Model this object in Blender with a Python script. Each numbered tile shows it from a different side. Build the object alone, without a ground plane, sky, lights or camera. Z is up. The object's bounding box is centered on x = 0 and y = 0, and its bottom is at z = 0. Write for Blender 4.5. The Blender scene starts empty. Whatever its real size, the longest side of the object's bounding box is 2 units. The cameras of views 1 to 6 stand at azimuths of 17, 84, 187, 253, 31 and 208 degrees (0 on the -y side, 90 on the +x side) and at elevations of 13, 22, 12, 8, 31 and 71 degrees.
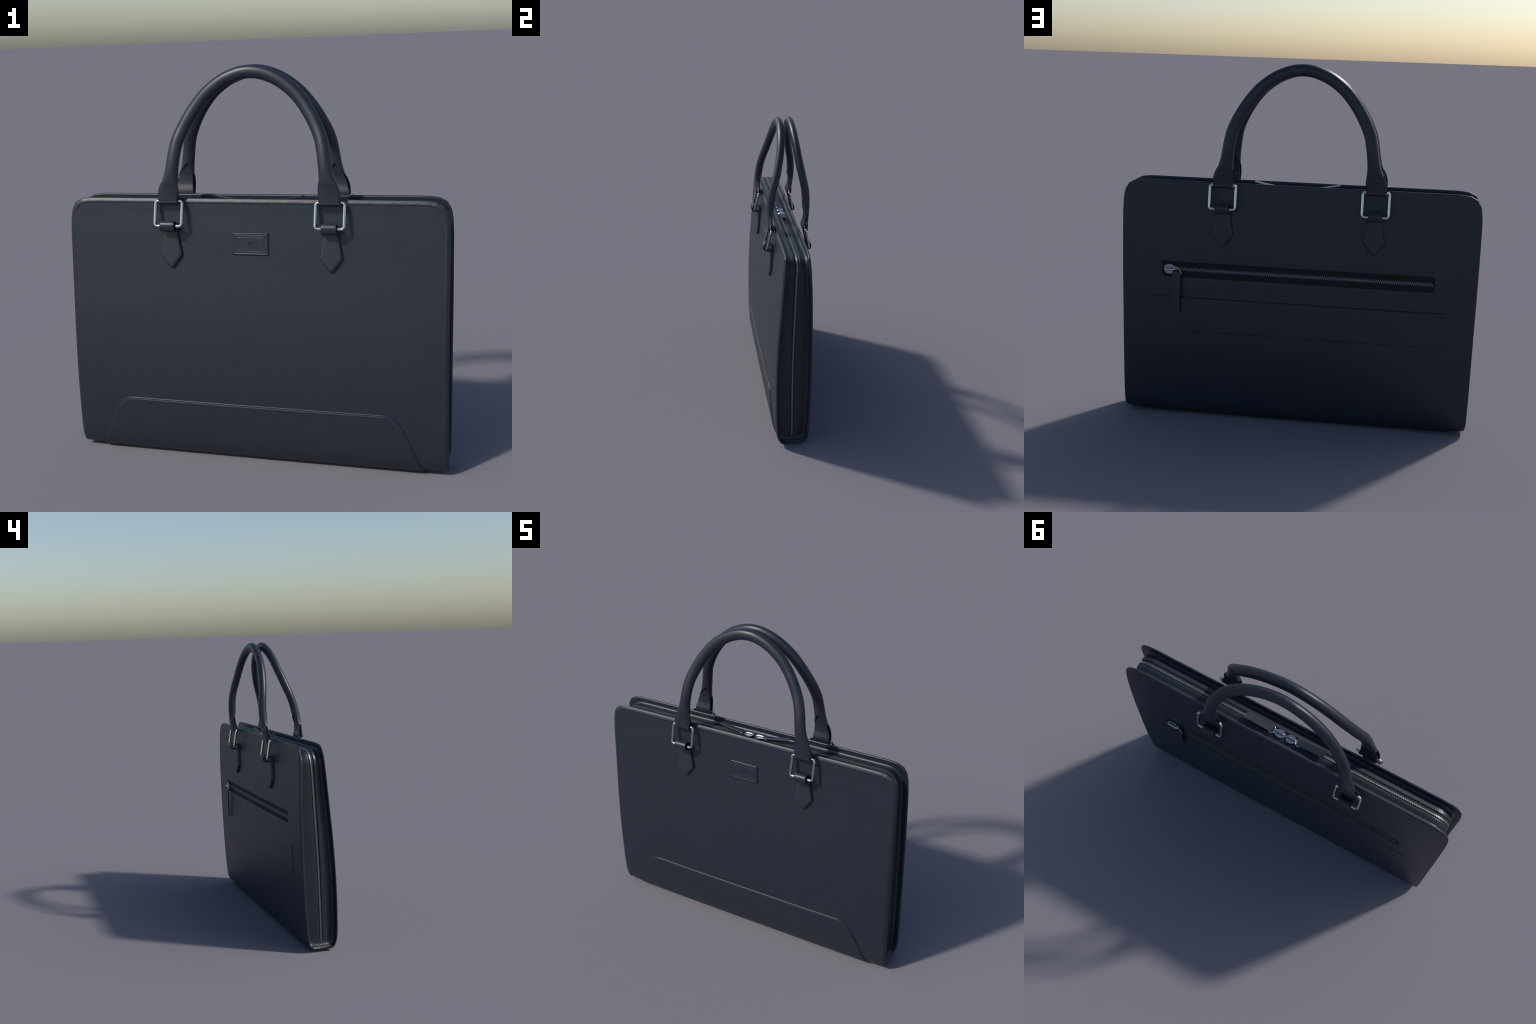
# Slim navy leather briefcase: folded shell, zipped gusset, two arched handles on metal rings.
import bpy, bmesh, math, random
import numpy as np
from mathutils import Vector, Matrix

random.seed(7)
COL = bpy.context.scene.collection

# ------------------------------------------------------------------ materials
def new_mat(name):
    m = bpy.data.materials.new(name)
    m.use_nodes = True
    nt = m.node_tree
    return m, nt, nt.nodes["Principled BSDF"]

def leather(name, col, rough, grain=0.0, hatch=0.0, period=0.007, spec=0.5):
    m, nt, b = new_mat(name)
    N, L = nt.nodes, nt.links
    tc = N.new("ShaderNodeTexCoord")
    # gentle tone variation
    n1 = N.new("ShaderNodeTexNoise"); n1.inputs["Scale"].default_value = 5.0
    n1.inputs["Detail"].default_value = 4.0
    L.new(tc.outputs["Object"], n1.inputs["Vector"])
    mix = N.new("ShaderNodeMix"); mix.data_type = 'RGBA'
    mix.inputs["A"].default_value = (col[0]*.9, col[1]*.92, col[2]*.93, 1)
    mix.inputs["B"].default_value = (col[0]*1.1, col[1]*1.08, col[2]*1.07, 1)
    L.new(n1.outputs["Fac"], mix.inputs["Factor"])
    L.new(mix.outputs["Result"], b.inputs["Base Color"])
    b.inputs["Specular IOR Level"].default_value = spec
    # roughness variation
    n2 = N.new("ShaderNodeTexNoise"); n2.inputs["Scale"].default_value = 26.0
    n2.inputs["Detail"].default_value = 3.0
    L.new(tc.outputs["Object"], n2.inputs["Vector"])
    mr = N.new("ShaderNodeMapRange")
    mr.inputs["To Min"].default_value = rough - .03
    mr.inputs["To Max"].default_value = rough + .03
    L.new(n2.outputs["Fac"], mr.inputs["Value"])
    L.new(mr.outputs["Result"], b.inputs["Roughness"])
    normal = None
    if hatch > 0:
        waves = []
        for ang in (40, -48):
            mp = N.new("ShaderNodeMapping")
            mp.inputs["Rotation"].default_value = (0, math.radians(ang), 0)
            L.new(tc.outputs["Object"], mp.inputs["Vector"])
            w = N.new("ShaderNodeTexWave"); w.wave_type = 'BANDS'; w.bands_direction = 'X'
            w.inputs["Scale"].default_value = .314 / period
            w.inputs["Distortion"].default_value = 2.4
            w.inputs["Detail"].default_value = 2.0
            w.inputs["Detail Scale"].default_value = 1.3
            L.new(mp.outputs["Vector"], w.inputs["Vector"])
            waves.append(w)
        pn = N.new("ShaderNodeTexNoise"); pn.inputs["Scale"].default_value = 30.0
        L.new(tc.outputs["Object"], pn.inputs["Vector"])
        wm = N.new("ShaderNodeMix"); wm.data_type = 'FLOAT'
        ramp = N.new("ShaderNodeMapRange")
        ramp.inputs["From Min"].default_value = .25; ramp.inputs["From Max"].default_value = .75
        L.new(pn.outputs["Fac"], ramp.inputs["Value"])
        L.new(ramp.outputs["Result"], wm.inputs["Factor"])
        L.new(waves[0].outputs["Fac"], wm.inputs["A"])
        L.new(waves[1].outputs["Fac"], wm.inputs["B"])
        bp = N.new("ShaderNodeBump"); bp.inputs["Strength"].default_value = hatch
        bp.inputs["Distance"].default_value = .0012
        L.new(wm.outputs["Result"], bp.inputs["Height"])
        normal = bp.outputs["Normal"]
    if grain > 0:
        v = N.new("ShaderNodeTexNoise"); v.inputs["Scale"].default_value = 160.0
        v.inputs["Detail"].default_value = 2.0
        L.new(tc.outputs["Object"], v.inputs["Vector"])
        bp2 = N.new("ShaderNodeBump"); bp2.inputs["Strength"].default_value = grain
        bp2.inputs["Distance"].default_value = .001
        L.new(v.outputs["Fac"], bp2.inputs["Height"])
        if normal: L.new(normal, bp2.inputs["Normal"])
        normal = bp2.outputs["Normal"]
    if normal: L.new(normal, b.inputs["Normal"])
    return m

def metal(name, col, rough):
    m, nt, b = new_mat(name)
    N, L = nt.nodes, nt.links
    tc = N.new("ShaderNodeTexCoord")
    n = N.new("ShaderNodeTexNoise"); n.inputs["Scale"].default_value = 40.0
    L.new(tc.outputs["Object"], n.inputs["Vector"])
    mr = N.new("ShaderNodeMapRange")
    mr.inputs["To Min"].default_value = rough * .7
    mr.inputs["To Max"].default_value = rough * 1.3
    L.new(n.outputs["Fac"], mr.inputs["Value"])
    L.new(mr.outputs["Result"], b.inputs["Roughness"])
    b.inputs["Base Color"].default_value = (*col, 1)
    b.inputs["Metallic"].default_value = 1.0
    return m

def fabric(name, col):
    m, nt, b = new_mat(name)
    N, L = nt.nodes, nt.links
    tc = N.new("ShaderNodeTexCoord")
    w = N.new("ShaderNodeTexNoise"); w.inputs["Scale"].default_value = 300.0
    L.new(tc.outputs["Object"], w.inputs["Vector"])
    mix = N.new("ShaderNodeMix"); mix.data_type = 'RGBA'
    mix.inputs["A"].default_value = (col[0]*.8, col[1]*.8, col[2]*.8, 1)
    mix.inputs["B"].default_value = (col[0]*1.2, col[1]*1.2, col[2]*1.2, 1)
    L.new(w.outputs["Fac"], mix.inputs["Factor"])
    L.new(mix.outputs["Result"], b.inputs["Base Color"])
    b.inputs["Roughness"].default_value = .75
    b.inputs["Specular IOR Level"].default_value = .3
    return m

NAVY = (.0130, .0189, .0293)
M_SHELL = leather("saffiano_leather", NAVY, .41, grain=.17, hatch=.27, period=.0060, spec=.5)
M_SMOOTH = leather("smooth_leather", (.0138, .0186, .0300), .41, grain=.05, spec=.5)
M_TAB = leather("tab_leather", (.0178, .0234, .0350), .42, grain=.06, spec=.5)
M_GUSSET = leather("gusset_leather", (.0125, .0174, .0272), .42, grain=.15, hatch=.10, period=.005, spec=.5)
M_CHROME = metal("polished_steel", (.54, .535, .53), .11)
M_TEETH = metal("zipper_metal", (.26, .27, .285), .42)
M_SLIDER = metal("slider_metal", (.36, .37, .39), .20)  # base darkened below the chrome to hold down sun glare on the slider bodies
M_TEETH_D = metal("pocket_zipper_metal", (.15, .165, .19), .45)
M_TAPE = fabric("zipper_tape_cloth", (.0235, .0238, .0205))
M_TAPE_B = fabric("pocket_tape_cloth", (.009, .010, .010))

# ------------------------------------------------------------------ helpers
def make(name, verts, faces, mat, parent=None, smooth=True, angle=None):
    me = bpy.data.meshes.new(name)
    me.from_pydata([tuple(map(float, v)) for v in verts], [], [tuple(map(int, f)) for f in faces])
    me.materials.append(mat)
    bm = bmesh.new(); bm.from_mesh(me)
    bmesh.ops.recalc_face_normals(bm, faces=bm.faces)
    bm.to_mesh(me); bm.free()
    if smooth:
        me.polygons.foreach_set("use_smooth", [True]*len(me.polygons))
        if angle: me.set_sharp_from_angle(angle=math.radians(angle))
    ob = bpy.data.objects.new(name, me)
    COL.objects.link(ob)
    if parent: ob.parent = parent
    return ob

def grid_faces(nr, nc, off=0, flip=False):
    f = []
    for i in range(nr-1):
        for j in range(nc-1):
            a = off+i*nc+j
            q = (a, a+1, a+nc+1, a+nc)
            f.append(q[::-1] if flip else q)
    return f

def spline(ctrl, n):
    """Catmull-Rom through control points (rows), resampled to n rows by arc length."""
    c = np.array(ctrl, float)
    c = np.vstack([2*c[0]-c[1], c, 2*c[-1]-c[-2]])
    out = []
    for i in range(1, len(c)-2):
        p0, p1, p2, p3 = c[i-1:i+3]
        d = lambda a, b: max(np.linalg.norm(a-b)**.5, 1e-6)
        t0 = 0; t1 = d(p0, p1); t2 = t1+d(p1, p2); t3 = t2+d(p2, p3)
        for t in np.linspace(t1, t2, 24, endpoint=False):
            a1 = (t1-t)/(t1-t0)*p0+(t-t0)/(t1-t0)*p1
            a2 = (t2-t)/(t2-t1)*p1+(t-t1)/(t2-t1)*p2
            a3 = (t3-t)/(t3-t2)*p2+(t-t2)/(t3-t2)*p3
            b1 = (t2-t)/(t2-t0)*a1+(t-t0)/(t2-t0)*a2
            b2 = (t3-t)/(t3-t1)*a2+(t-t1)/(t3-t1)*a3
            out.append((t2-t)/(t2-t1)*b1+(t-t1)/(t2-t1)*b2)
    out.append(c[-2])
    out = np.array(out)
    s = np.r_[0, np.cumsum(np.linalg.norm(np.diff(out, axis=0), axis=1))]
    if n is None: return out, s
    q = np.linspace(0, s[-1], n)
    return np.stack([np.interp(q, s, out[:, k]) for k in range(out.shape[1])], 1)

def poly_dist(px, py, poly, closed=True):
    """distance of points to a polyline"""
    poly = np.asarray(poly, float)
    n = len(poly)
    best = np.full(np.shape(px), 1e9)
    for i in range(n if closed else n-1):
        a, b = poly[i], poly[(i+1) % n]
        ab = b-a
        l2 = ab@ab
        if l2 < 1e-14: continue
        t = np.clip(((px-a[0])*ab[0]+(py-a[1])*ab[1])/l2, 0, 1)
        best = np.minimum(best, np.hypot(px-a[0]-t*ab[0], py-a[1]-t*ab[1]))
    return best

def smooth01(x):
    x = np.clip(x, 0, 1)
    return x*x*(3-2*x)

def roll(d, r):
    """rounded-edge profile: 0 at d=0 rising to 1 at d>=r (quarter ellipse)"""
    return np.sqrt(np.clip(1-(1-np.clip(d/r, 0, 1))**2, 0, 1))

def wire(path, radius, sides=12, closed=False, flat=1.0):
    """tube along a 3D path (parallel transport)."""
    P = np.array(path, float); n = len(P)
    T = np.roll(P, -1, 0)-np.roll(P, 1, 0) if closed else np.gradient(P, axis=0)
    T /= np.linalg.norm(T, axis=1)[:, None]
    up = np.array([0, 1, 0]) if abs(T[0][1]) < .8 else np.array([1, 0, 0])
    u = np.cross(T[0], up); u /= np.linalg.norm(u)
    V, F = [], []
    for i in range(n):
        u = u-T[i]*(u@T[i]); u /= np.linalg.norm(u)
        w = np.cross(T[i], u)
        for k in range(sides):
            a = 2*math.pi*k/sides
            V.append(P[i]+radius*(math.cos(a)*u+flat*math.sin(a)*w))
    m = n if closed else n-1
    for i in range(m):
        for k in range(sides):
            a = i*sides+k; b = i*sides+(k+1) % sides
            c = ((i+1) % n)*sides+(k+1) % sides; d = ((i+1) % n)*sides+k
            F.append((a, b, c, d))
    if not closed:
        F.append(tuple(range(sides))[::-1])
        F.append(tuple((n-1)*sides+k for k in range(sides)))
    return V, F

def ribbon(cx, path, widths, thick, tilt=None, edge=None, nlat=14):
    """Leather strip: path in (y,z), half widths along it, thickness offset to the path's left side.
    Lateral axis is x around cx(z). Rounded edges."""
    P = np.array(path, float); n = len(P)
    T = np.gradient(P, axis=0); T /= np.linalg.norm(T, axis=1)[:, None]
    Nn = np.stack([-T[:, 1], T[:, 0]], 1)
    prof = []
    e = edge or thick*.5
    # closed cross-section (lateral fraction offset, thickness)
    V, F = [], []
    sec = []
    lat = np.linspace(-1, 1, nlat)
    for a in lat: sec.append((a, 1))
    for ang in np.linspace(math.pi/2, -math.pi/2, 7)[1:-1]: sec.append((1, math.sin(ang), math.cos(ang)))
    for a in lat[::-1]: sec.append((a, -1))
    for ang in np.linspace(-math.pi/2, -3*math.pi/2, 7)[1:-1]: sec.append((-1, math.sin(ang), math.cos(ang)))
    k = len(sec)
    for i in range(n):
        w = widths[i]; h = thick/2
        ee = min(e, w*.5)
        for sct in sec:
            lx = sct[0]*(w-ee)
            if len(sct) == 3: lx += ee*sct[2]
            hh = h*sct[1]
            yz = P[i]+Nn[i]*hh
            V.append((cx(yz[1])+lx, yz[0], yz[1]))
    for i in range(n-1):
        for j in range(k):
            a = i*k+j; b = i*k+(j+1) % k
            F.append((a, b, b+k, a+k))
    F.append(tuple(range(k))[::-1]); F.append(tuple((n-1)*k+j for j in range(k)))
    return V, F

# ------------------------------------------------------------------ the shell (front, base, back in one fold)
# profile: y, z, half width, belly (extra depth in the middle)
PROF = [
 (-.0785, 1.357, .976, .000), (-.0825, 1.28, .976, .000), (-.0895, 1.20, .976, .001), (-.1035, 1.04, .976, .002),
 (-.117, .90, .975, .004), (-.129, .77, .975, .006), (-.1415, .58, .976, .009), (-.1485, .40, .977, .012),
 (-.1505, .22, .977, .012), (-.148, .11, .977, .008), (-.140, .060, .977, .005), (-.126, .029, .9765, .003),
 (-.105, .016, .9745, .002), (-.070, .0130, .966, .003), (-.035, .0122, .965, .005), (.003, .0130, .965, .003),
 (.032, .019, .965, .002), (.052, .034, .968, .002), (.0635, .065, .972, .003), (.070, .11, .973, .005),
 (.0775, .22, .974, .009), (.0865, .40, .974, .012), (.0925, .60, .974, .012), (.0965, .80, .975, .009),
 (.098, .98, .975, .005), (.0965, 1.12, .975, .002), (.092, 1.25, .975, .000), (.0875, 1.355, .974, .000)]
PR, PS = spline(PROF, None)
STOT = PS[-1]
tan = np.gradient(PR[:, :2], PS, axis=0); tan /= np.linalg.norm(tan, axis=1)[:, None]
# outward normal in (y,z): path runs front-top -> down -> back-top
NRM = np.stack([tan[:, 1], -tan[:, 0]], 1)
IBOT = int(np.argmin(PR[:, 1]))
def s_front(z): return np.interp(-np.asarray(z), -PR[:IBOT, 1], PS[:IBOT])
def s_back(z): return np.interp(np.asarray(z), PR[IBOT:, 1], PS[IBOT:])
# clipped top corners: distance down from the top edge -> amount taken off the half width
CORNER = [(0, .150), (.0012, .110), (.0070, .067), (.026, .031), (.064, .010), (.112, .003), (.19, 0)]
def half_width(s):
    s = np.asarray(s, float)
    dt = np.minimum(s, STOT-s)
    return np.interp(s, PS, PR[:, 2])-np.interp(dt, [c[0] for c in CORNER], [c[1] for c in CORNER])
def surf(s, x, off):
    """point on the shell at profile length s, width x, pushed outwards by off"""
    s, x, off = np.broadcast_arrays(np.asarray(s, float), np.asarray(x, float), np.asarray(off, float))
    y = np.interp(s, PS, PR[:, 0]); z = np.interp(s, PS, PR[:, 1])
    ny = np.interp(s, PS, NRM[:, 0]); nz = np.interp(s, PS, NRM[:, 1])
    belly = np.interp(s, PS, PR[:, 3])*(1-np.clip(np.abs(x)/.965, 0, 1)**3.0)
    o = off+belly
    return np.stack([x, y+ny*o, z+nz*o], -1)

so = np.r_[0, np.cumsum([.0]*0)]
edge_poly = []
ss = np.unique(np.r_[0, np.array([c[0] for c in CORNER]), np.linspace(.2, STOT-.2, 60), STOT-np.array([c[0] for c in CORNER]), STOT])
right = [(s, float(half_width(s))) for s in ss]
edge_poly = right+[(s, -w) for s, w in right[::-1]]

THICK = .016
# --- rows and columns, denser where there is relief
S_SLOT_T, S_SLOT_B, X_SLOT = float(s_back(.9045)), float(s_back(.8175)), .747
S_SLIT = float(s_back(.706))
def cluster(vals, lo, hi, step):
    v = [x for x in vals if not (lo < x < hi)]
    return sorted(v+list(np.arange(lo, hi+1e-9, step)))
rows = sorted(set(np.r_[0, .0006, .0014, np.arange(.0025, .036, .0014), np.linspace(.038, STOT-.038, 270), STOT-np.arange(.003, .036, .0022), STOT-.0014, STOT-.0006, STOT].round(6)))
for lo, hi in ((S_SLOT_B-.003, S_SLOT_B+.016), (S_SLOT_T-.016, S_SLOT_T+.003), (S_SLIT-.004, S_SLIT+.005)):
    rows = cluster(rows, lo, hi, .0008 if hi-lo < .012 else .0015)
rows = np.array(rows)
half = sorted(set(np.r_[0, .0006, .0014, np.arange(.0025, .042, .0016), np.linspace(.045, .968, 62)].round(6)))  # distance from side edge
half = cluster(half, .968-X_SLOT-.004, .968-X_SLOT+.016, .002)
half = [h for h in half if h < .966]
cols_d = np.array(half)
u = 1-cols_d/.968
u = np.r_[-u, [0], u[::-1]]   # -1..1
S = np.repeat(rows[:, None], len(u), 1)
W = half_width(rows)
X = W[:, None]*u[None, :]
D = poly_dist(S, X, edge_poly)
front_mask = S < STOT*.47
# outer relief: rolled rim, stitched-down groove behind it
RIM = .020
def rim_front(d):   # rolled hem: steep at the very edge, then a sloping chamfer, a shallow pressed line, a long rise
    return np.interp(d, [0, .0012, .0035, .009, .0145, .0185, .0210, .0238, .0285, .045, .09], [-.0105, -.0088, -.0068, -.0037, -.0014, -.0003, -.0001, -.0010, -.0012, -.0004, 0])
def rim_back(d):
    return np.interp(d, [0, .0008, .0025, .006, .010, .022, .030, .05], [-.0075, -.0055, -.0032, -.0012, -.0004, 0, -.0003, 0])
outer = np.where(front_mask, rim_front(D), rim_back(D))
# irregular hand-rolled rim
rng = np.random.RandomState(3)
ph = rng.rand(8)*6.28; fq = rng.rand(8)*140+50
wob = sum(np.sin(fq[i]*(X+.7*S)+ph[i]) for i in range(8))/8
outer += np.where(front_mask, .0010, .0003)*wob*np.exp(-((D-.016)/.009)**2)
# zipper slot on the back
def rrect(sx, s0, s1, hx, r):
    cs, hs = (s0+s1)/2, abs(s1-s0)/2
    qx = np.abs(sx[1])-hx+r; qs = np.abs(sx[0]-cs)-hs+r
    return np.hypot(np.maximum(qx, 0), np.maximum(qs, 0))+np.minimum(np.maximum(qx, qs), 0)-r
sd = rrect((S, X), S_SLOT_B, S_SLOT_T, X_SLOT, .014)
outer -= .0085*smooth01(-sd/.0018)
outer -= .0008*np.exp(-(sd/.006)**2)
# slit over the pocket strip
outer -= .0036*np.exp(-((S-S_SLIT)/.0015)**2)*smooth01((.815-np.abs(X))/.004)
inner = np.where(front_mask, -.0105-(THICK-.0105)*roll(D, .008), -.0075-(THICK-.0075)*roll(D, .008))
PO = surf(S, X, outer); PI = surf(S, X, inner)
nr, nc = S.shape
nsh = nr*nc
verts = np.vstack([PO.reshape(-1, 3), PI.reshape(-1, 3)])
faces = grid_faces(nr, nc)+grid_faces(nr, nc, nsh, True)
me = bpy.data.meshes.new("shell_tmp")
me.from_pydata(verts.tolist(), [], faces)
bm = bmesh.new(); bm.from_mesh(me)
bmesh.ops.remove_doubles(bm, verts=bm.verts, dist=1e-5)
bmesh.ops.recalc_face_normals(bm, faces=bm.faces)
bm.to_mesh(me); bm.free()
me.polygons.foreach_set("use_smooth", [True]*len(me.polygons))

# ------------------------------------------------------------------ thing root
root = bpy.data.objects.new("briefcase", None)
root["label"] = "slim navy leather briefcase with two arched handles and zips"
root["category"] = "briefcase"
COL.objects.link(root)

# split the shell into panels that share border vertices and normals
co = np.array([v.co for v in me.vertices])
vn = np.array([v.normal for v in me.vertices])
fv = [tuple(p.vertices) for p in me.polygons]
fc = np.array([co[list(f)].mean(0) for f in fv])
lim_f, lim_b = -.108, .040
region = np.where((fc[:, 2] < .033) & (fc[:, 1] > -.118) & (fc[:, 1] < .045), 2, np.where(fc[:, 1] < -.02, 0, 1))
for rid, nm in ((0, "front_panel"), (1, "back_panel"), (2, "base_panel")):
    fs = [fv[i] for i in np.where(region == rid)[0]]
    used = sorted({v for f in fs for v in f})
    idx = {v: i for i, v in enumerate(used)}
    m2 = bpy.data.meshes.new(nm)
    m2.from_pydata(co[used].tolist(), [], [tuple(idx[v] for v in f) for f in fs])
    m2.materials.append(M_SHELL)
    m2.polygons.foreach_set("use_smooth", [True]*len(m2.polygons))
    m2.normals_split_custom_set_from_vertices([tuple(vn[v]) for v in used])
    ob = bpy.data.objects.new(nm, m2); COL.objects.link(ob); ob.parent = root

# ------------------------------------------------------------------ slabs that lie on the shell
def slab(name, rowdefs, height, edge_r, mat, parent, ncol=60, base=-.0015, relief=None, dense=None, open_end=False):
    """rowdefs: list of (s, x_left, x_right); lies on the shell with rounded edges."""
    R = np.array(rowdefs, float)
    poly = [(s, b) for s, a, b in R]+[(s, a) for s, a, b in R[::-1]]
    if open_end:  # far end runs on under the bag: no rounded edge there
        s, a, b = R[-1]
        poly = [(p[0], p[1]) for p in poly]
        k = len(R); poly.insert(k, (s+.2, b)); poly.insert(k+1, (s+.2, a))
    if dense is None:
        e = np.array([0, .02, .06, .12, .22, .4, .65, 1.0, 1.5, 2.2, 3.2])*edge_r
    else: e = dense
    wmax = (R[:, 2]-R[:, 1]).max()
    e = e[e < wmax*.45]
    uu = np.r_[e/wmax, np.linspace(e[-1]/wmax, 1-e[-1]/wmax, ncol)[1:-1], 1-e[::-1]/wmax]
    Xs = R[:, 1][:, None]+(R[:, 2]-R[:, 1])[:, None]*uu[None]
    Ss = np.repeat(R[:, 0][:, None], len(uu), 1)
    d = poly_dist(Ss, Xs, poly)
    off = base+(height-base)*roll(d, edge_r)
    if relief is not None: off = off+relief(Ss, Xs, d)
    P = surf(Ss, Xs, off).reshape(-1, 3)
    n, m = Ss.shape
    return make(name, P, grid_faces(n, m), mat, parent)

# base patch: trapezoid wrapping from the front under the bag
def patch_half(z):
    # slanted sides with rounded shoulder and a flared foot
    zz = [.0, .022, .060, .100, .150, .210, .235, .255, .279, .292, .300, .306, .3095, .3115, .3125]
    ww = [.862, .856, .838, .822, .802, .773, .7615, .749, .731, .7165, .704, .690, .676, .664, .652]
    return np.interp(z, zz, ww)
st = float(s_front(.3125)); se = PS[IBOT]+.055
sv = np.unique(np.r_[st+np.array([0, .0003, .0008, .0015, .0025, .004, .006, .008, .010, .012, .014, .017, .021]), np.linspace(st+.025, se, 110)])
rd = []
for s in sv:
    z = float(np.interp(s, PS, PR[:, 1]))
    w = float(patch_half(z)) if s < s_front(.024) else float(np.interp(s, [s_front(.024), se], [patch_half(.024), .885]))
    rd.append((s, -w, w))
def patch_relief(s, x, d):
    side = np.exp(-((d-.0085)/.0022)**2)
    return -.0016*side+.0008*np.exp(-((d-.016)/.005)**2)
slab("base_patch", rd, .0070, .0060, M_SHELL, root, ncol=120, relief=patch_relief,
     dense=np.array([0, .0004, .001, .002, .0035, .005, .0065, .008, .0095, .011, .013, .016, .020, .026]))

# pocket strip on the back
z0, z1 = .511, .7025
sv = np.sort(np.r_[s_back(z0)+np.array([0, .0004, .001, .002, .0035, .006]), np.linspace(float(s_back(z0))+.01, float(s_back(z1))-.01, 30), s_back(z1)-np.array([0, .0004, .001, .002, .0035, .006])])
slab("pocket_strip", [(s, -.8115, .8115) for s in sv], .0042, .0034, M_SHELL, root, ncol=60, base=-.001)

# embossed name plate on the front
pz0, pz1, px0, px1 = 1.0785, 1.1915, -.089, .097
sv = np.linspace(float(s_front(pz1)), float(s_front(pz0)), 130)
rad = .006
rdp = []
for s in sv:
    e = min(s-sv[0], sv[-1]-s)
    ins = rad-math.sqrt(max(rad*rad-max(rad-e, 0)**2, 0))
    rdp.append((s, px0+ins, px1-ins))
pcx, pcs = (px0+px1)/2, (sv[0]+sv[-1])/2
def plate_relief(s, x, d):
    r = -.0011*np.exp(-((d-.0105)/.0016)**2)-.0008*np.exp(-((d-.0235)/.0013)**2)
    r -= .0005*smooth01((d-.009)/.003)
    for ax in (-1, 1):
        for az in (-1, 1):
            r += .0020*np.exp(-(((x-pcx-ax*.0575)**2+(s-pcs-az*.0285)**2)/.0022**2))
    return r
plate = slab("name_plate", rdp, .0072, .0055, M_SMOOTH, root, ncol=190, relief=plate_relief)
# emblem: cup of upright bars over a bowl, and a line of small raised letters
def on_plate(x, dz): return surf(pcs-dz, pcx+x, .0068)
ev, ef = [], []
def add(vf):
    o = len(ev); ev.extend(vf[0]); ef.extend([tuple(i+o for i in f) for f in vf[1]])
for bx, t, b in ((-.010, .021, -.003), (-.0035, .021, -.005), (.0035, .021, -.005), (.010, .017, -.003)):
    add(wire([on_plate(bx, q) for q in np.linspace(t, b, 6)], .0011, 6))
add(wire([on_plate(.0115*math.cos(a), -.003+.0095*math.sin(a)) for a in np.linspace(math.pi, 2*math.pi, 14)], .0011, 6))
make("plate_emblem", ev, ef, M_SMOOTH, plate)
ev, ef = [], []
lx = -.040
while lx < .040:
    h = random.uniform(.004, .006)
    add(wire([on_plate(lx, -.0165), on_plate(lx+.0006, -.0165+h)], .0008, 5))
    if random.random() < .7:
        add(wire([on_plate(lx, -.0165+h*random.choice((.1, .5, .9))), on_plate(lx+.0026, -.0165+h*random.choice((.1, .5, .9)))], .0007, 5))
    lx += random.uniform(.0042, .0056)
add(wire([on_plate(q, -.0205) for q in np.linspace(-.044, .042, 12)], .0006, 5))
lt = make("plate_lettering", ev, ef, M_SMOOTH, plate); lt["kind"] = "stuff"

# ------------------------------------------------------------------ gusset with zipper
GX, GZ = .9405, 1.322
def zip_y(z): return np.interp(z, [.05, .30, .56, .81, 1.06, 1.18, 1.27, 1.33], [-.041, -.037, -.031, -.020, -.007, -.001, .006, .011])
def front_in(z): return np.interp(-np.asarray(z), -PR[:IBOT, 1], PR[:IBOT, 0])+THICK-.003
def back_in(z): return np.interp(np.asarray(z), PR[IBOT:, 1], PR[IBOT:, 0])-THICK+.003
path = []
for p in spline([(.9625, .018), (.9610, .0265), (.9580, .0325), (.9520, .0372), (.9460, .0425), (.9420, .0510), (GX, .066)], 22): path.append(p)
for z in np.linspace(.078, 1.21, 110): path.append((GX-.006*max(0, (z-.3)/.9)*0, z))
ra, rb = .105, .104
for a in np.linspace(0, math.pi/2, 26)[1:]: path.append((GX-ra+ra*math.cos(a)**.9, GZ-rb+rb*math.sin(a)**.9))
path = [(x, z) for x, z in path]
for x in np.linspace(GX-ra-.02, 0, 60): path.append((x, GZ))
GP = np.array(path)
GP = np.vstack([GP, [(-x, z) for x, z in GP[::-1][1:]]])
gt = np.gradient(GP, axis=0); gt /= np.linalg.norm(gt, axis=1)[:, None]
GN = np.stack([gt[:, 1], -gt[:, 0]], 1)   # outward (path goes up the +x side)
gs = np.r_[0, np.cumsum(np.linalg.norm(np.diff(GP, axis=0), axis=1))]
GS0 = float(np.interp(.062, GP[:60, 1], gs[:60]))   # where the zip starts
V = []
def tape_front(z): return np.interp(z, [.06, .6, 1.1, 1.32], [.011, .014, .018, .021])
secs = []
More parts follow.
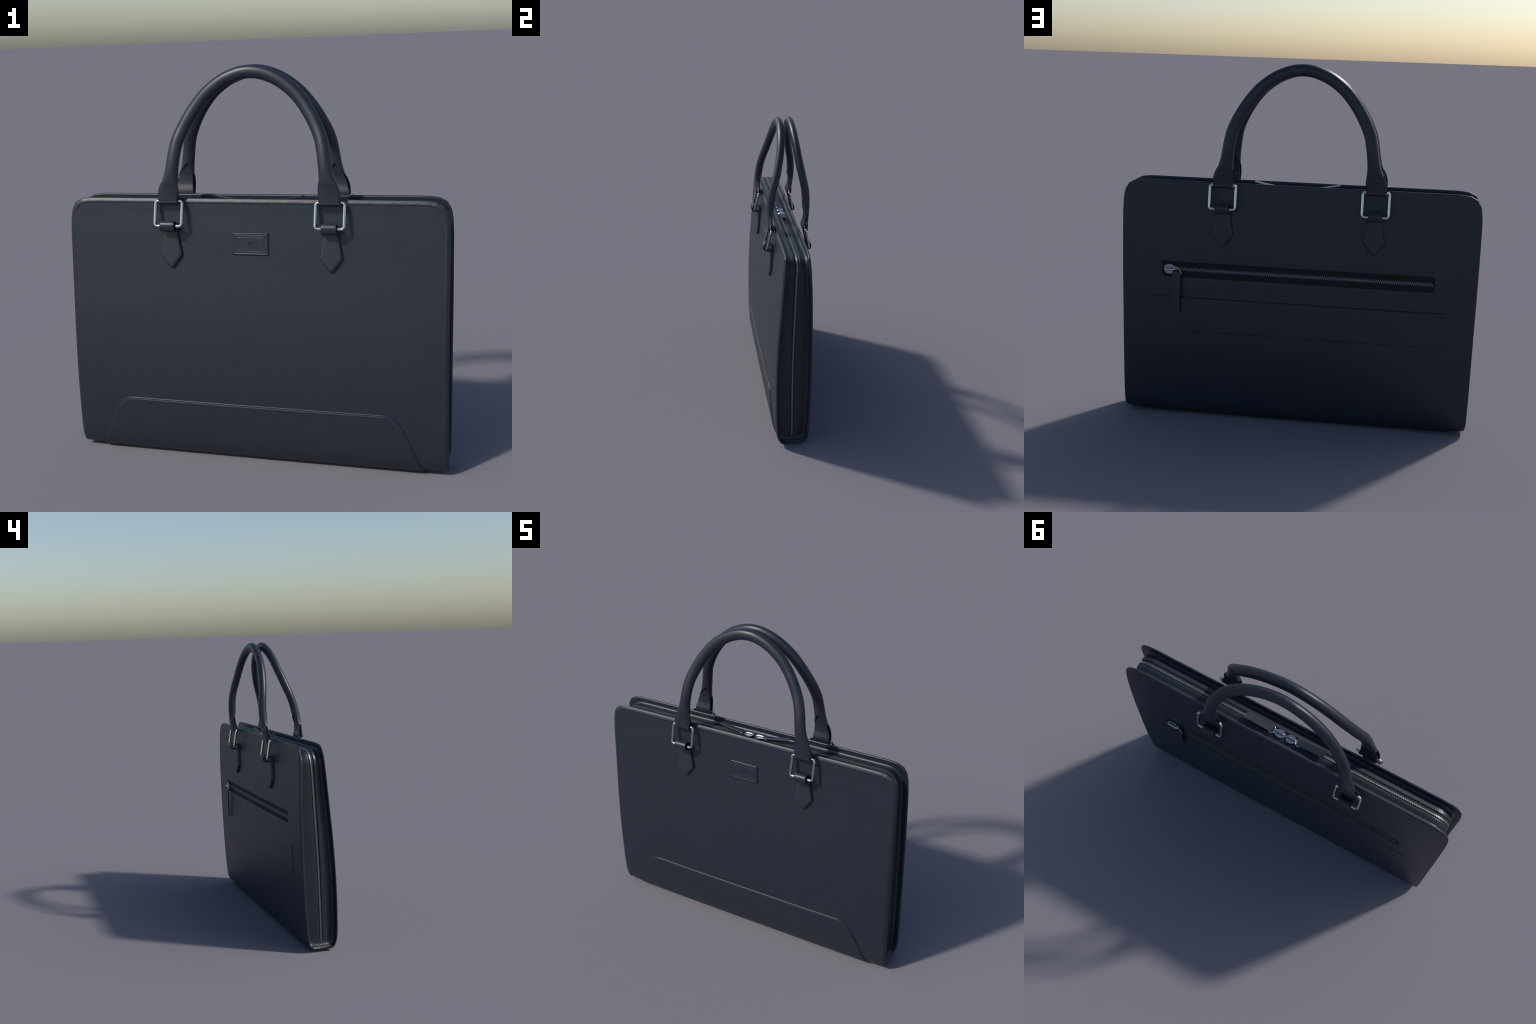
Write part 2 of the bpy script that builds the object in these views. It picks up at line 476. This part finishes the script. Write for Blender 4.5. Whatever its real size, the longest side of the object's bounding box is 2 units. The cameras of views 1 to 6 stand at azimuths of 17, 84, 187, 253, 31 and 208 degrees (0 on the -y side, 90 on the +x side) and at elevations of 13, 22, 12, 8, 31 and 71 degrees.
for i in range(len(GP)):
    x, z = GP[i]
    zz = min(max(z, .042), 1.33)
    yf, yb, yz = float(front_in(zz)), float(back_in(zz)), float(zip_y(zz))
    pin = max(0, .042-z)*1.3; yf += pin; yb -= pin   # follow the rounded bottom corners
    tf = yz-float(tape_front(zz)); tb = yz+.0125
    fade = smooth01((min(gs[i], gs[-1]-gs[i])-GS0)/.006)
    td = .0045*fade+.001   # the zip track starts a little above the base
    tf = yz+(tf-yz)*(.15+.85*fade); tb = yz+(tb-yz)*(.15+.85*fade)
    lip, val = .001+.015*float(smooth01((z-.03)/.07)), -.009*float(smooth01((z-.02)/.06))
    pts = [(yf, lip), (yf+.0015, lip*.55)]
    for a in np.linspace(0.1, 1, 7):   # concave fillet
        pts.append((yf+.0025+.016*a**1.6, val+(lip*.35-val)*(1-a)**2.0))
    y0 = pts[-1][0]
    for a in np.linspace(0, 1, 9)[1:]:
        pts.append((y0+(tf-y0)*a, val+(-.001-val)*math.sin(a*math.pi/2)))
    pts += [(tf+.0012, -.001-td*.2), (tf+.0018, -td), (yz-.001, -td), (yz+.001, -td), (tb-.0018, -td), (tb-.0012, -.001-td*.2), (tb, -.001)]
    y1 = yb-.0025-.020
    for a in np.linspace(0, 1, 9)[1:]:
        pts.append((tb+(y1-tb)*a, -.001+(val+.001)*(1-math.cos(a*math.pi/2))))
    for a in np.linspace(0.1, 1, 7)[::-1][1:]:
        pts.append((yb-.0025-.020*a**1.6, val+(lip*.35-val)*(1-a)**2.0))
    pts += [(yb-.0015, lip*.55), (yb, lip)]
    secs.append(pts)
    for (y, n) in pts: V.append((x+GN[i, 0]*n, y, z+GN[i, 1]*n))
nsec = len(secs[0])
allf = grid_faces(len(GP), nsec)
tape_cols = set(range(18, 22))
is_tape = lambda f: (f[0] % nsec) in tape_cols and GS0-.003 < gs[f[0]//nsec] < gs[-1]-GS0-.001
gf = [f for f in allf if not is_tape(f)]
tf_ = [f for f in allf if is_tape(f)]
def subset(V, F):
    used = sorted({v for f in F for v in f}); ix = {v: i for i, v in enumerate(used)}
    return [V[v] for v in used], [tuple(ix[v] for v in f) for f in F]
gusset = make("gusset", *subset(V, gf), M_GUSSET, root, angle=50)
top_zip = make("zipper_tape", *subset(V, tf_), M_TAPE, root)

def teeth(name, frames, mat, parent, lat=.0105, along=.0050, high=.0034, gap=.0022):
    """alternating interlocked teeth; frames: list of (pos, tangent, lateral, normal)"""
    V, F = [], []
    for i, (p, t, l, n) in enumerate(frames):
        sgn = 1 if i % 2 else -1
        a0, a1 = -gap*sgn, lat*sgn
        for (la, hw, hh) in ((a0, along*.62, high*.8), (a0+.004*sgn, along*.5, high), (a1-.003*sgn, along*.5, high), (a1, along*.42, high*.5)):
            for st_, hn in ((-1, -.3), (1, -.3), (1, 1), (-1, 1)):
                V.append(p+l*la+t*(st_*hw)+n*(hh*hn))
        o = i*16
        for q in range(3):
            for k in range(4):
                F.append((o+q*4+k, o+q*4+(k+1) % 4, o+q*4+4+(k+1) % 4, o+q*4+4+k))
        F.append((o, o+3, o+2, o+1)); F.append((o+12, o+13, o+14, o+15))
    ob = make(name, V, F, mat, parent, smooth=False)
    ob["kind"] = "stuff"
    return ob
fr = []
for s in np.arange(GS0+.006, gs[-1]-GS0-.006, .0052):
    x = np.interp(s, gs, GP[:, 0]); z = np.interp(s, gs, GP[:, 1])
    t = np.array([np.interp(s, gs, gt[:, 0]), 0, np.interp(s, gs, gt[:, 1])]); t /= np.linalg.norm(t)
    n = np.array([t[2], 0, -t[0]])
    p = np.array([x, float(zip_y(min(z, 1.33))), z])+n*(-.0035)
    fr.append((p, t, np.array([0, 1., 0]), n))
teeth("zipper_teeth", fr, M_TEETH, top_zip, lat=.0074, high=.0030)

# inner liner keeps the box light tight: a slab between the panels, just under the gusset
# ------------------------------------------------------------------ pocket zipper (back)
srows = np.linspace(S_SLOT_B-.001, S_SLOT_T+.001, 8)
xs = np.linspace(-X_SLOT-.001, X_SLOT+.001, 60)
SS, XX = np.meshgrid(srows, xs, indexing="ij")
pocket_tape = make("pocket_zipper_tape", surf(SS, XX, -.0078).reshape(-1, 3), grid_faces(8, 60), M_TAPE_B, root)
S_ZIP = float(s_back(.8625))
fr = []
for x in np.arange(-.736, .742, .00505):
    p = surf(S_ZIP, x, -.0068); q = surf(S_ZIP+.002, x, -.0068)
    l = q-p; l /= np.linalg.norm(l)
    fr.append((p, np.array([1., 0, 0]), l, np.cross(l, [1., 0, 0])*-1 if np.cross(l, [1., 0, 0])[1] < 0 else np.cross(l, [1., 0, 0])))
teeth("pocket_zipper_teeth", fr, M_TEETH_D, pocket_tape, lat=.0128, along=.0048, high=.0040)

# ------------------------------------------------------------------ zip sliders and pulls
def slider(parent, frame, name="zipper_slider", scale=1.0, low=1.0, bar=.0060):
    """shield shaped body: +a towards the tail (pull side), b across, n up."""
    o, A, B, Nn = frame
    def P(a, b, n): return o+(A*a+B*b+Nn*n*low)*scale
    # outline of the shield: round head, waisted tail
    outl = []
    for t in np.linspace(math.pi*.5, math.pi*1.5, 17): outl.append((-.010+.026*math.cos(t), .0285*math.sin(t)))
    lower = [(.008, -.026), (.020, -.018), (.032, -.0155), (.040, -.0165)]
    outl += lower+[(a, -b) for a, b in lower[::-1]]
    V, F = [], []
    k = len(outl)
    for n, sc in ((0, .96), (.001, 1), (.0055, 1), (.0075, .93)):
        for a, b in outl: V.append(P(-.002+(a+.002)*sc, b*sc, n))
    for q in range(3):
        for i in range(k): F.append((q*k+i, q*k+(i+1) % k, (q+1)*k+(i+1) % k, (q+1)*k+i))
    F.append(tuple(range(k))[::-1]); F.append(tuple(3*k+i for i in range(k)))
    body = make(name, V, F, M_SLIDER, parent, smooth=False)
    # bridge: a bar arched over the body
    pth = [P(-.033, 0, .006), P(-.031, 0, .012), P(-.025, 0, .0155), P(0, 0, .017), P(.022, 0, .0165), P(.030, 0, .013), P(.032, 0, .007)]
    pp = spline(pth, 26)
    make("slider_bridge", *wire(pp, bar*scale, 10, flat=1.0), M_CHROME, body)
    return body

def loop_ring(pts, r, parent, name="pull_ring"):
    return make(name, *wire(spline(pts, 40), r, 10), M_CHROME, parent)

def strip(name, corners_path, hw, thick, lateral, mat, parent):
    """flat pull: path of 3D centres, lateral axis, with softly rounded edges"""
    P = np.array(corners_path, float); lat = np.array(lateral, float); lat /= np.linalg.norm(lat)
    T = np.gradient(P, axis=0); T /= np.linalg.norm(T, axis=1)[:, None]
    sec = [(-1, .45), (-.93, 1), (.93, 1), (1, .45), (1, -.45), (.93, -1), (-.93, -1), (-1, -.45)]
    V, F = [], []
    for p, t in zip(P, T):
        n = np.cross(lat, t)
        for a, b in sec: V.append(p+lat*hw*a+n*thick*.5*b)
    k = len(sec)
    for i in range(len(P)-1):
        for j in range(k): F.append((i*k+j, i*k+(j+1) % k, (i+1)*k+(j+1) % k, (i+1)*k+j))
    F.append(tuple(range(k))[::-1]); F.append(tuple((len(P)-1)*k+j for j in range(k)))
    return make(name, V, F, mat, parent, angle=40)

# back pocket
pc = surf(S_ZIP, .700, -.002)
body = slider(root, (pc, np.array([-1., 0, 0]), np.array([0, 0, 1.]), np.array([0, 1., 0])))
yb = pc[1]
loop_ring([(.690, yb+.024, .838), (.6885, yb+.022, .853), (.680, yb+.017, .868), (.664, yb+.018, .876), (.648, yb+.021, .868), (.638, yb+.0235, .853), (.6345, yb+.025, .838)], .0026, body)
strip("zipper_pull", [(.6615, yb+.0255, .855), (.6615, yb+.026, .835), (.663, yb+.0255, .75), (.6648, yb+.0235, .66), (.6652, yb+.0225, .624)], .0235, .008, (1, 0, .0), M_TAB, body)

# two sliders head to head on the top zip
for sg, cx in ((1, .058), (-1, -.0165)):
    tilt = np.array([sg*1., 0, .05]); tilt /= np.linalg.norm(tilt)
    o = np.array([cx-sg*.000, .0135, GZ+.003])
    b = slider(root, (o, np.array([sg*1., 0, 0]), np.array([0, 1., 0]), np.array([0, 0, 1.])), scale=.88, low=.80, bar=.0040)
    ex = cx+sg*.036
    yc = .0145
    loop_ring([(ex+sg*.016, yc-.0225, GZ-.004+.0175), (ex+sg*.006, yc-.021, GZ-.004+.017), (ex-sg*.006, yc-.014, GZ-.004+.015), (ex-sg*.010, yc, GZ-.004+.0135), (ex-sg*.006, yc+.014, GZ-.004+.015), (ex+sg*.006, yc+.021, GZ-.004+.017), (ex+sg*.016, yc+.0225, GZ-.004+.0175)], .0024, b)
    xe = .253 if sg > 0 else -.212
    xs0 = ex+sg*.004
    pts = [(xs0+(xe-xs0)*t, yc-.001+.002*t*sg, GZ+.012+.026*t**1.3) for t in np.linspace(0, 1, 10)]
    strip("zipper_pull", pts, .0195, .0055, (0, 1, -.13), M_TAB, b)

# ------------------------------------------------------------------ handles
# half arch: x, z  (mirrored), shared by both handles
ARCH = [(0, 1.9660), (.045, 1.9620), (.090, 1.9490), (.130, 1.9320), (.170, 1.9080), (.223, 1.8655), (.272, 1.8090), (.314, 1.7460),
        (.346, 1.6850), (.364, 1.6400), (.3755, 1.5900), (.3830, 1.5400), (.3905, 1.4900), (.3985, 1.4450), (.4050, 1.4100), (.4085, 1.3800), (.4100, 1.345), (.4102, 1.330)]
FRONT_Y = ([1.345, 1.40, 1.446, 1.497, 1.546, 1.596, 1.65, 1.70, 1.748, 1.808, 1.868, 1.91, 1.947, 1.966],
           [-.104, -.1035, -.1025, -.098, -.090, -.078, -.061, -.044, -.031, -.015, -.003, .004, .0095, .0115])
BACK_Y = ([1.345, 1.40, 1.446, 1.497, 1.546, 1.596, 1.65, 1.70, 1.748, 1.808, 1.868, 1.91, 1.947, 1.966],
          [.1255, .132, .1365, .1395, .1400, .1370, .1285, .1200, .1120, .1040, .0975, .0935, .0900, .0880])
def leg_x(z): # leg centre below z=1.6
    a = np.array([(x, q) for x, q in ARCH if q < 1.7])
    return float(np.interp(z, a[::-1, 1], a[::-1, 0]))
Z_SEAM, Z_TIP, Z_SHOULDER = 1.3445, 1.507, 1.455
def half_w(z): return np.interp(z, [1.33, 1.36, 1.385, 1.40, 1.42, 1.445, 1.475, 1.51, 1.56, 1.62], [.0545, .0555, .0560, .0550, .0505, .0425, .0365, .0335, .0325, .0325])
def half_b(z): return np.interp(z, [1.345, 1.38, 1.42, 1.45, 1.50, 1.56, 1.62, 1.75], [.0190, .0190, .0208, .0235, .0265, .0265, .0262, .0262])

def build_handle(ydata, outward):
    """outward = -1 front handle, +1 back handle (direction of the outer strap face)."""
    full = [(-x, z, 0) for x, z in ARCH[:0:-1]]+[(x, z, 0) for x, z in ARCH]
    arch, s = spline(full, None)
    h = int(np.argmin(np.abs(arch[:, 0]))); arch = arch[h:]; s = s[h:]-s[h]
    # cut at seam
    zs = arch[:, 1]
    cut = int(np.argmax(zs < Z_SEAM))
    arch = arch[:cut+1]; s = s[:cut+1]
    q = np.linspace(0, s[-1], 420)
    hx = np.interp(q, s, arch[:, 0]); hz = np.interp(q, s, arch[:, 1])
    x = np.r_[hx, -hx[1:]]; z = np.r_[hz, hz[1:]]
    order = np.r_[np.arange(len(hx)-1, -1, -1), np.arange(len(hx), 2*len(hx)-1)]
    x, z = x[order], z[order]
    yc_ = spline(list(zip(*ydata)), 400)
    y = np.interp(z, yc_[:, 0], yc_[:, 1])
    k = 9
    for _ in range(60): y[1:-1] = .25*y[:-2]+.5*y[1:-1]+.25*y[2:]
    P = np.stack([x, y, z], 1)
    T = np.gradient(P, axis=0); T /= np.linalg.norm(T, axis=1)[:, None]
    sides = 80
    V, F = [], []
    HW, HB = half_w(z), half_b(z)
    EX = 2/np.interp(z, [1.40, 1.50], [2.7, 2.0])
    for arr in (HW, HB, EX):
        for _ in range(60): arr[1:-1] = .25*arr[:-2]+.5*arr[1:-1]+.25*arr[2:]
    for i in range(len(P)):
        a_ax = np.cross(T[i], [0, 1, 0]); a_ax /= np.linalg.norm(a_ax)
        low = z[i] < 1.6
        k_low = float(smooth01((1.60-z[i])/.12))
        sx = 1 if x[i] > 0 else -1
        flat_ax = np.array([1., 0, 0])*(1 if a_ax[0] > 0 else -1)
        a_ax = a_ax*(1-k_low)+flat_ax*k_low; a_ax /= np.linalg.norm(a_ax)
        b_ax = np.cross(a_ax, T[i]); b_ax /= np.linalg.norm(b_ax)
        if b_ax[1]*outward > 0: b_ax = -b_ax      # b points inwards (towards the bag)
        hw, hb, ex = HW[i], HB[i], EX[i]
        crease = .0008*math.exp(-((z[i]-1.430)/.0016)**2)+.0009*float(smooth01((1.430-z[i])/.002))
        for k in range(sides):
            th = 2*math.pi*k/sides
            c, sn = math.cos(th), math.sin(th)
            a = hw*math.copysign(abs(c)**ex, c); b = hb*math.copysign(abs(sn)**ex, sn)
            if b < 0: b *= 1-crease/hb
            # open back: inside the V the skin is only a thin outer shell
            if z[i] < Z_TIP+.001 and b > -hb*.35:
                vline = Z_TIP-(Z_TIP-Z_SHOULDER)*abs(a)/.034
                if z[i] < vline: b = min(b, -hb+.0085+.003*(abs(a)/hw)**2)
            V.append(P[i]+a_ax*a+b_ax*b)
    n = len(P)
    for i in range(n-1):
        for k in range(sides):
            F.append((i*sides+k, i*sides+(k+1) % sides, (i+1)*sides+(k+1) % sides, (i+1)*sides+k))
    F.append(tuple(range(sides))[::-1]); F.append(tuple((n-1)*sides+k for k in range(sides)))
    handle = make("handle", V, F, M_SMOOTH, root, angle=48)
    # strap ends: outer face, wrap under the ring bar, flap up the inside to a point
    for sx in (1, -1):
        yc = lambda zz: float(np.interp(zz, *ydata))
        zb = 1.3455; yb_ = yc(zb); th = .0065; r = .0152
        pth, wid = [], []
        for zz in np.linspace(1.372, zb, 10):      # tucked inside the grip skin
            pth.append((yc(zz)+outward*(half_b(zz)-th*.5-.0012), zz)); wid.append(.0470)
        for a in np.linspace(0, math.pi, 20)[1:-1]:
            pth.append((yb_+outward*(r+.0006)*math.cos(a), zb-.0122*math.sin(a))); wid.append(.0470+.0083*float(smooth01(a/.5)))
        for zz in np.r_[np.linspace(zb, Z_SHOULDER-.006, 26), np.linspace(Z_SHOULDER-.004, Z_TIP+.010, 18)]:
            o = float(np.interp(zz, [zb, 1.358, 1.366, 1.380, 1.395, 1.41, 1.44, 1.47, 1.52], [r, .0165, .0160, .0125, .0090, .0080, .0085, .0115, .0150]))
            pth.append((yc(zz)-outward*o, zz))
            wid.append(float(np.interp(zz, [zb, 1.37, 1.40, 1.43, Z_SHOULDER, Z_TIP+.012], [.0550, .0520, .0455, .0400, .0350, .004])))
        pp = np.array(pth); k0 = 29
        for _ in range(5): pp[k0:-1] = .25*pp[k0-1:-2]+.5*pp[k0:-1]+.25*pp[k0+1:]
        pth = pp
        V, F = ribbon(lambda zz: sx*leg_x(zz), pth, wid, th, nlat=12)
        make("handle_strap", V, F, M_SMOOTH, handle, angle=50)
    return handle

# ------------------------------------------------------------------ rings, loops, tabs
def ring_mesh(cx, top, bot, hw):
    """rounded rectangle of round bar; top/bot = (y,z)"""
    t, b = np.array(top), np.array(bot)
    h = np.linalg.norm(t-b); dirv = (t-b)/h; mid = (t+b)/2
    r = .014
    pts = []
    for ax, az, a0 in ((1, 1, 0), (-1, 1, 90), (-1, -1, 180), (1, -1, 270)):
        for a in np.radians(np.linspace(a0, a0+90, 9)):
            lx = ax*(hw-r)+r*math.cos(a); lz = az*(h/2-r)+r*math.sin(a)
            p = mid+dirv*lz
            pts.append((cx+lx, p[0], p[1]))
    # straight runs need in-between points for even shading
    full = []
    for i in range(len(pts)):
        a, b2 = np.array(pts[i]), np.array(pts[(i+1) % len(pts)])
        full.append(a)
        if np.linalg.norm(b2-a) > .02:
            for f in (.1, .3, .5, .7, .9): full.append(a+(b2-a)*f)
    return wire(full, .0087, 14, closed=True)

def build_side(is_front):
    o = -1 if is_front else 1
    sf = s_front if is_front else s_back
    handle = build_handle(FRONT_Y if is_front else BACK_Y, o)
    top, bot = ((-.1035, 1.3465), (-.1365, 1.2255)) if is_front else ((.1250, 1.3455), (.1460, 1.2175))
    for sx in (1, -1):
        cx = sx*.4105
        make("handle_ring", *ring_mesh(cx, top, bot, .0705), M_CHROME, root)
        # tab on the panel
        def wdt(z): return np.interp(z, [1.0075, 1.012, 1.070, 1.076, 1.185, 1.215], [.010, .0145, .0575, .0578, .0385, .0370])
        zv = np.unique(np.r_[1.0075, 1.0078, 1.0085, 1.0095, 1.011, np.linspace(1.0125, 1.07, 16), np.linspace(1.072, 1.21, 26), 1.2135, 1.2145, 1.215])[::-1]
        rdt = [(float(sf(z)), cx-float(wdt(z)), cx+float(wdt(z))) for z in zv]
        if not is_front: rdt = rdt[::-1]
        slab("ring_tab", rdt, .0118, .0035, M_TAB, root, ncol=16, base=-.002,
             relief=lambda S_, X_, d: .0060*np.clip(d/.0105, 0, 1)-.0006*np.exp(-((d-.0105)/.002)**2),
             dense=np.array([0, .0003, .0008, .0016, .0026, .0035, .005, .007, .009, .010, .011, .0125, .014]))
        # loop of leather round the lower bar
        sp = lambda z, off: tuple(surf(float(sf(z)), cx, off)[1:])
        yb2, zb2 = bot
        R = .0195
        pl = [sp(1.150, .004), sp(1.19, .0045), sp(1.225, .005)]
        a_pts = []
        for a in np.radians(np.linspace(150, -12, 10)):
            a_pts.append((yb2+o*R*math.cos(a), zb2+.004+R*math.sin(a)))
        # from the panel, over the top, round the front and tucked back to the tab
        tail = [(yb2+o*(R-.0015), zb2-.010), (yb2+o*(R-.006), zb2-.0185)]
        e0 = sp(1.1935, .0205)
        ctrl = pl+a_pts+tail+[e0]
        pp = spline(ctrl, 60)
        wd = np.interp(np.linspace(0, 1, 60), [0, .5, .8, 1], [.036, .037, .0385, .0395])
        make("ring_loop", *ribbon(lambda zz: cx, pp, wd, .0060, nlat=8), M_SMOOTH, root, angle=50)

build_side(True)
build_side(False)
bpy.data.meshes.remove(me)
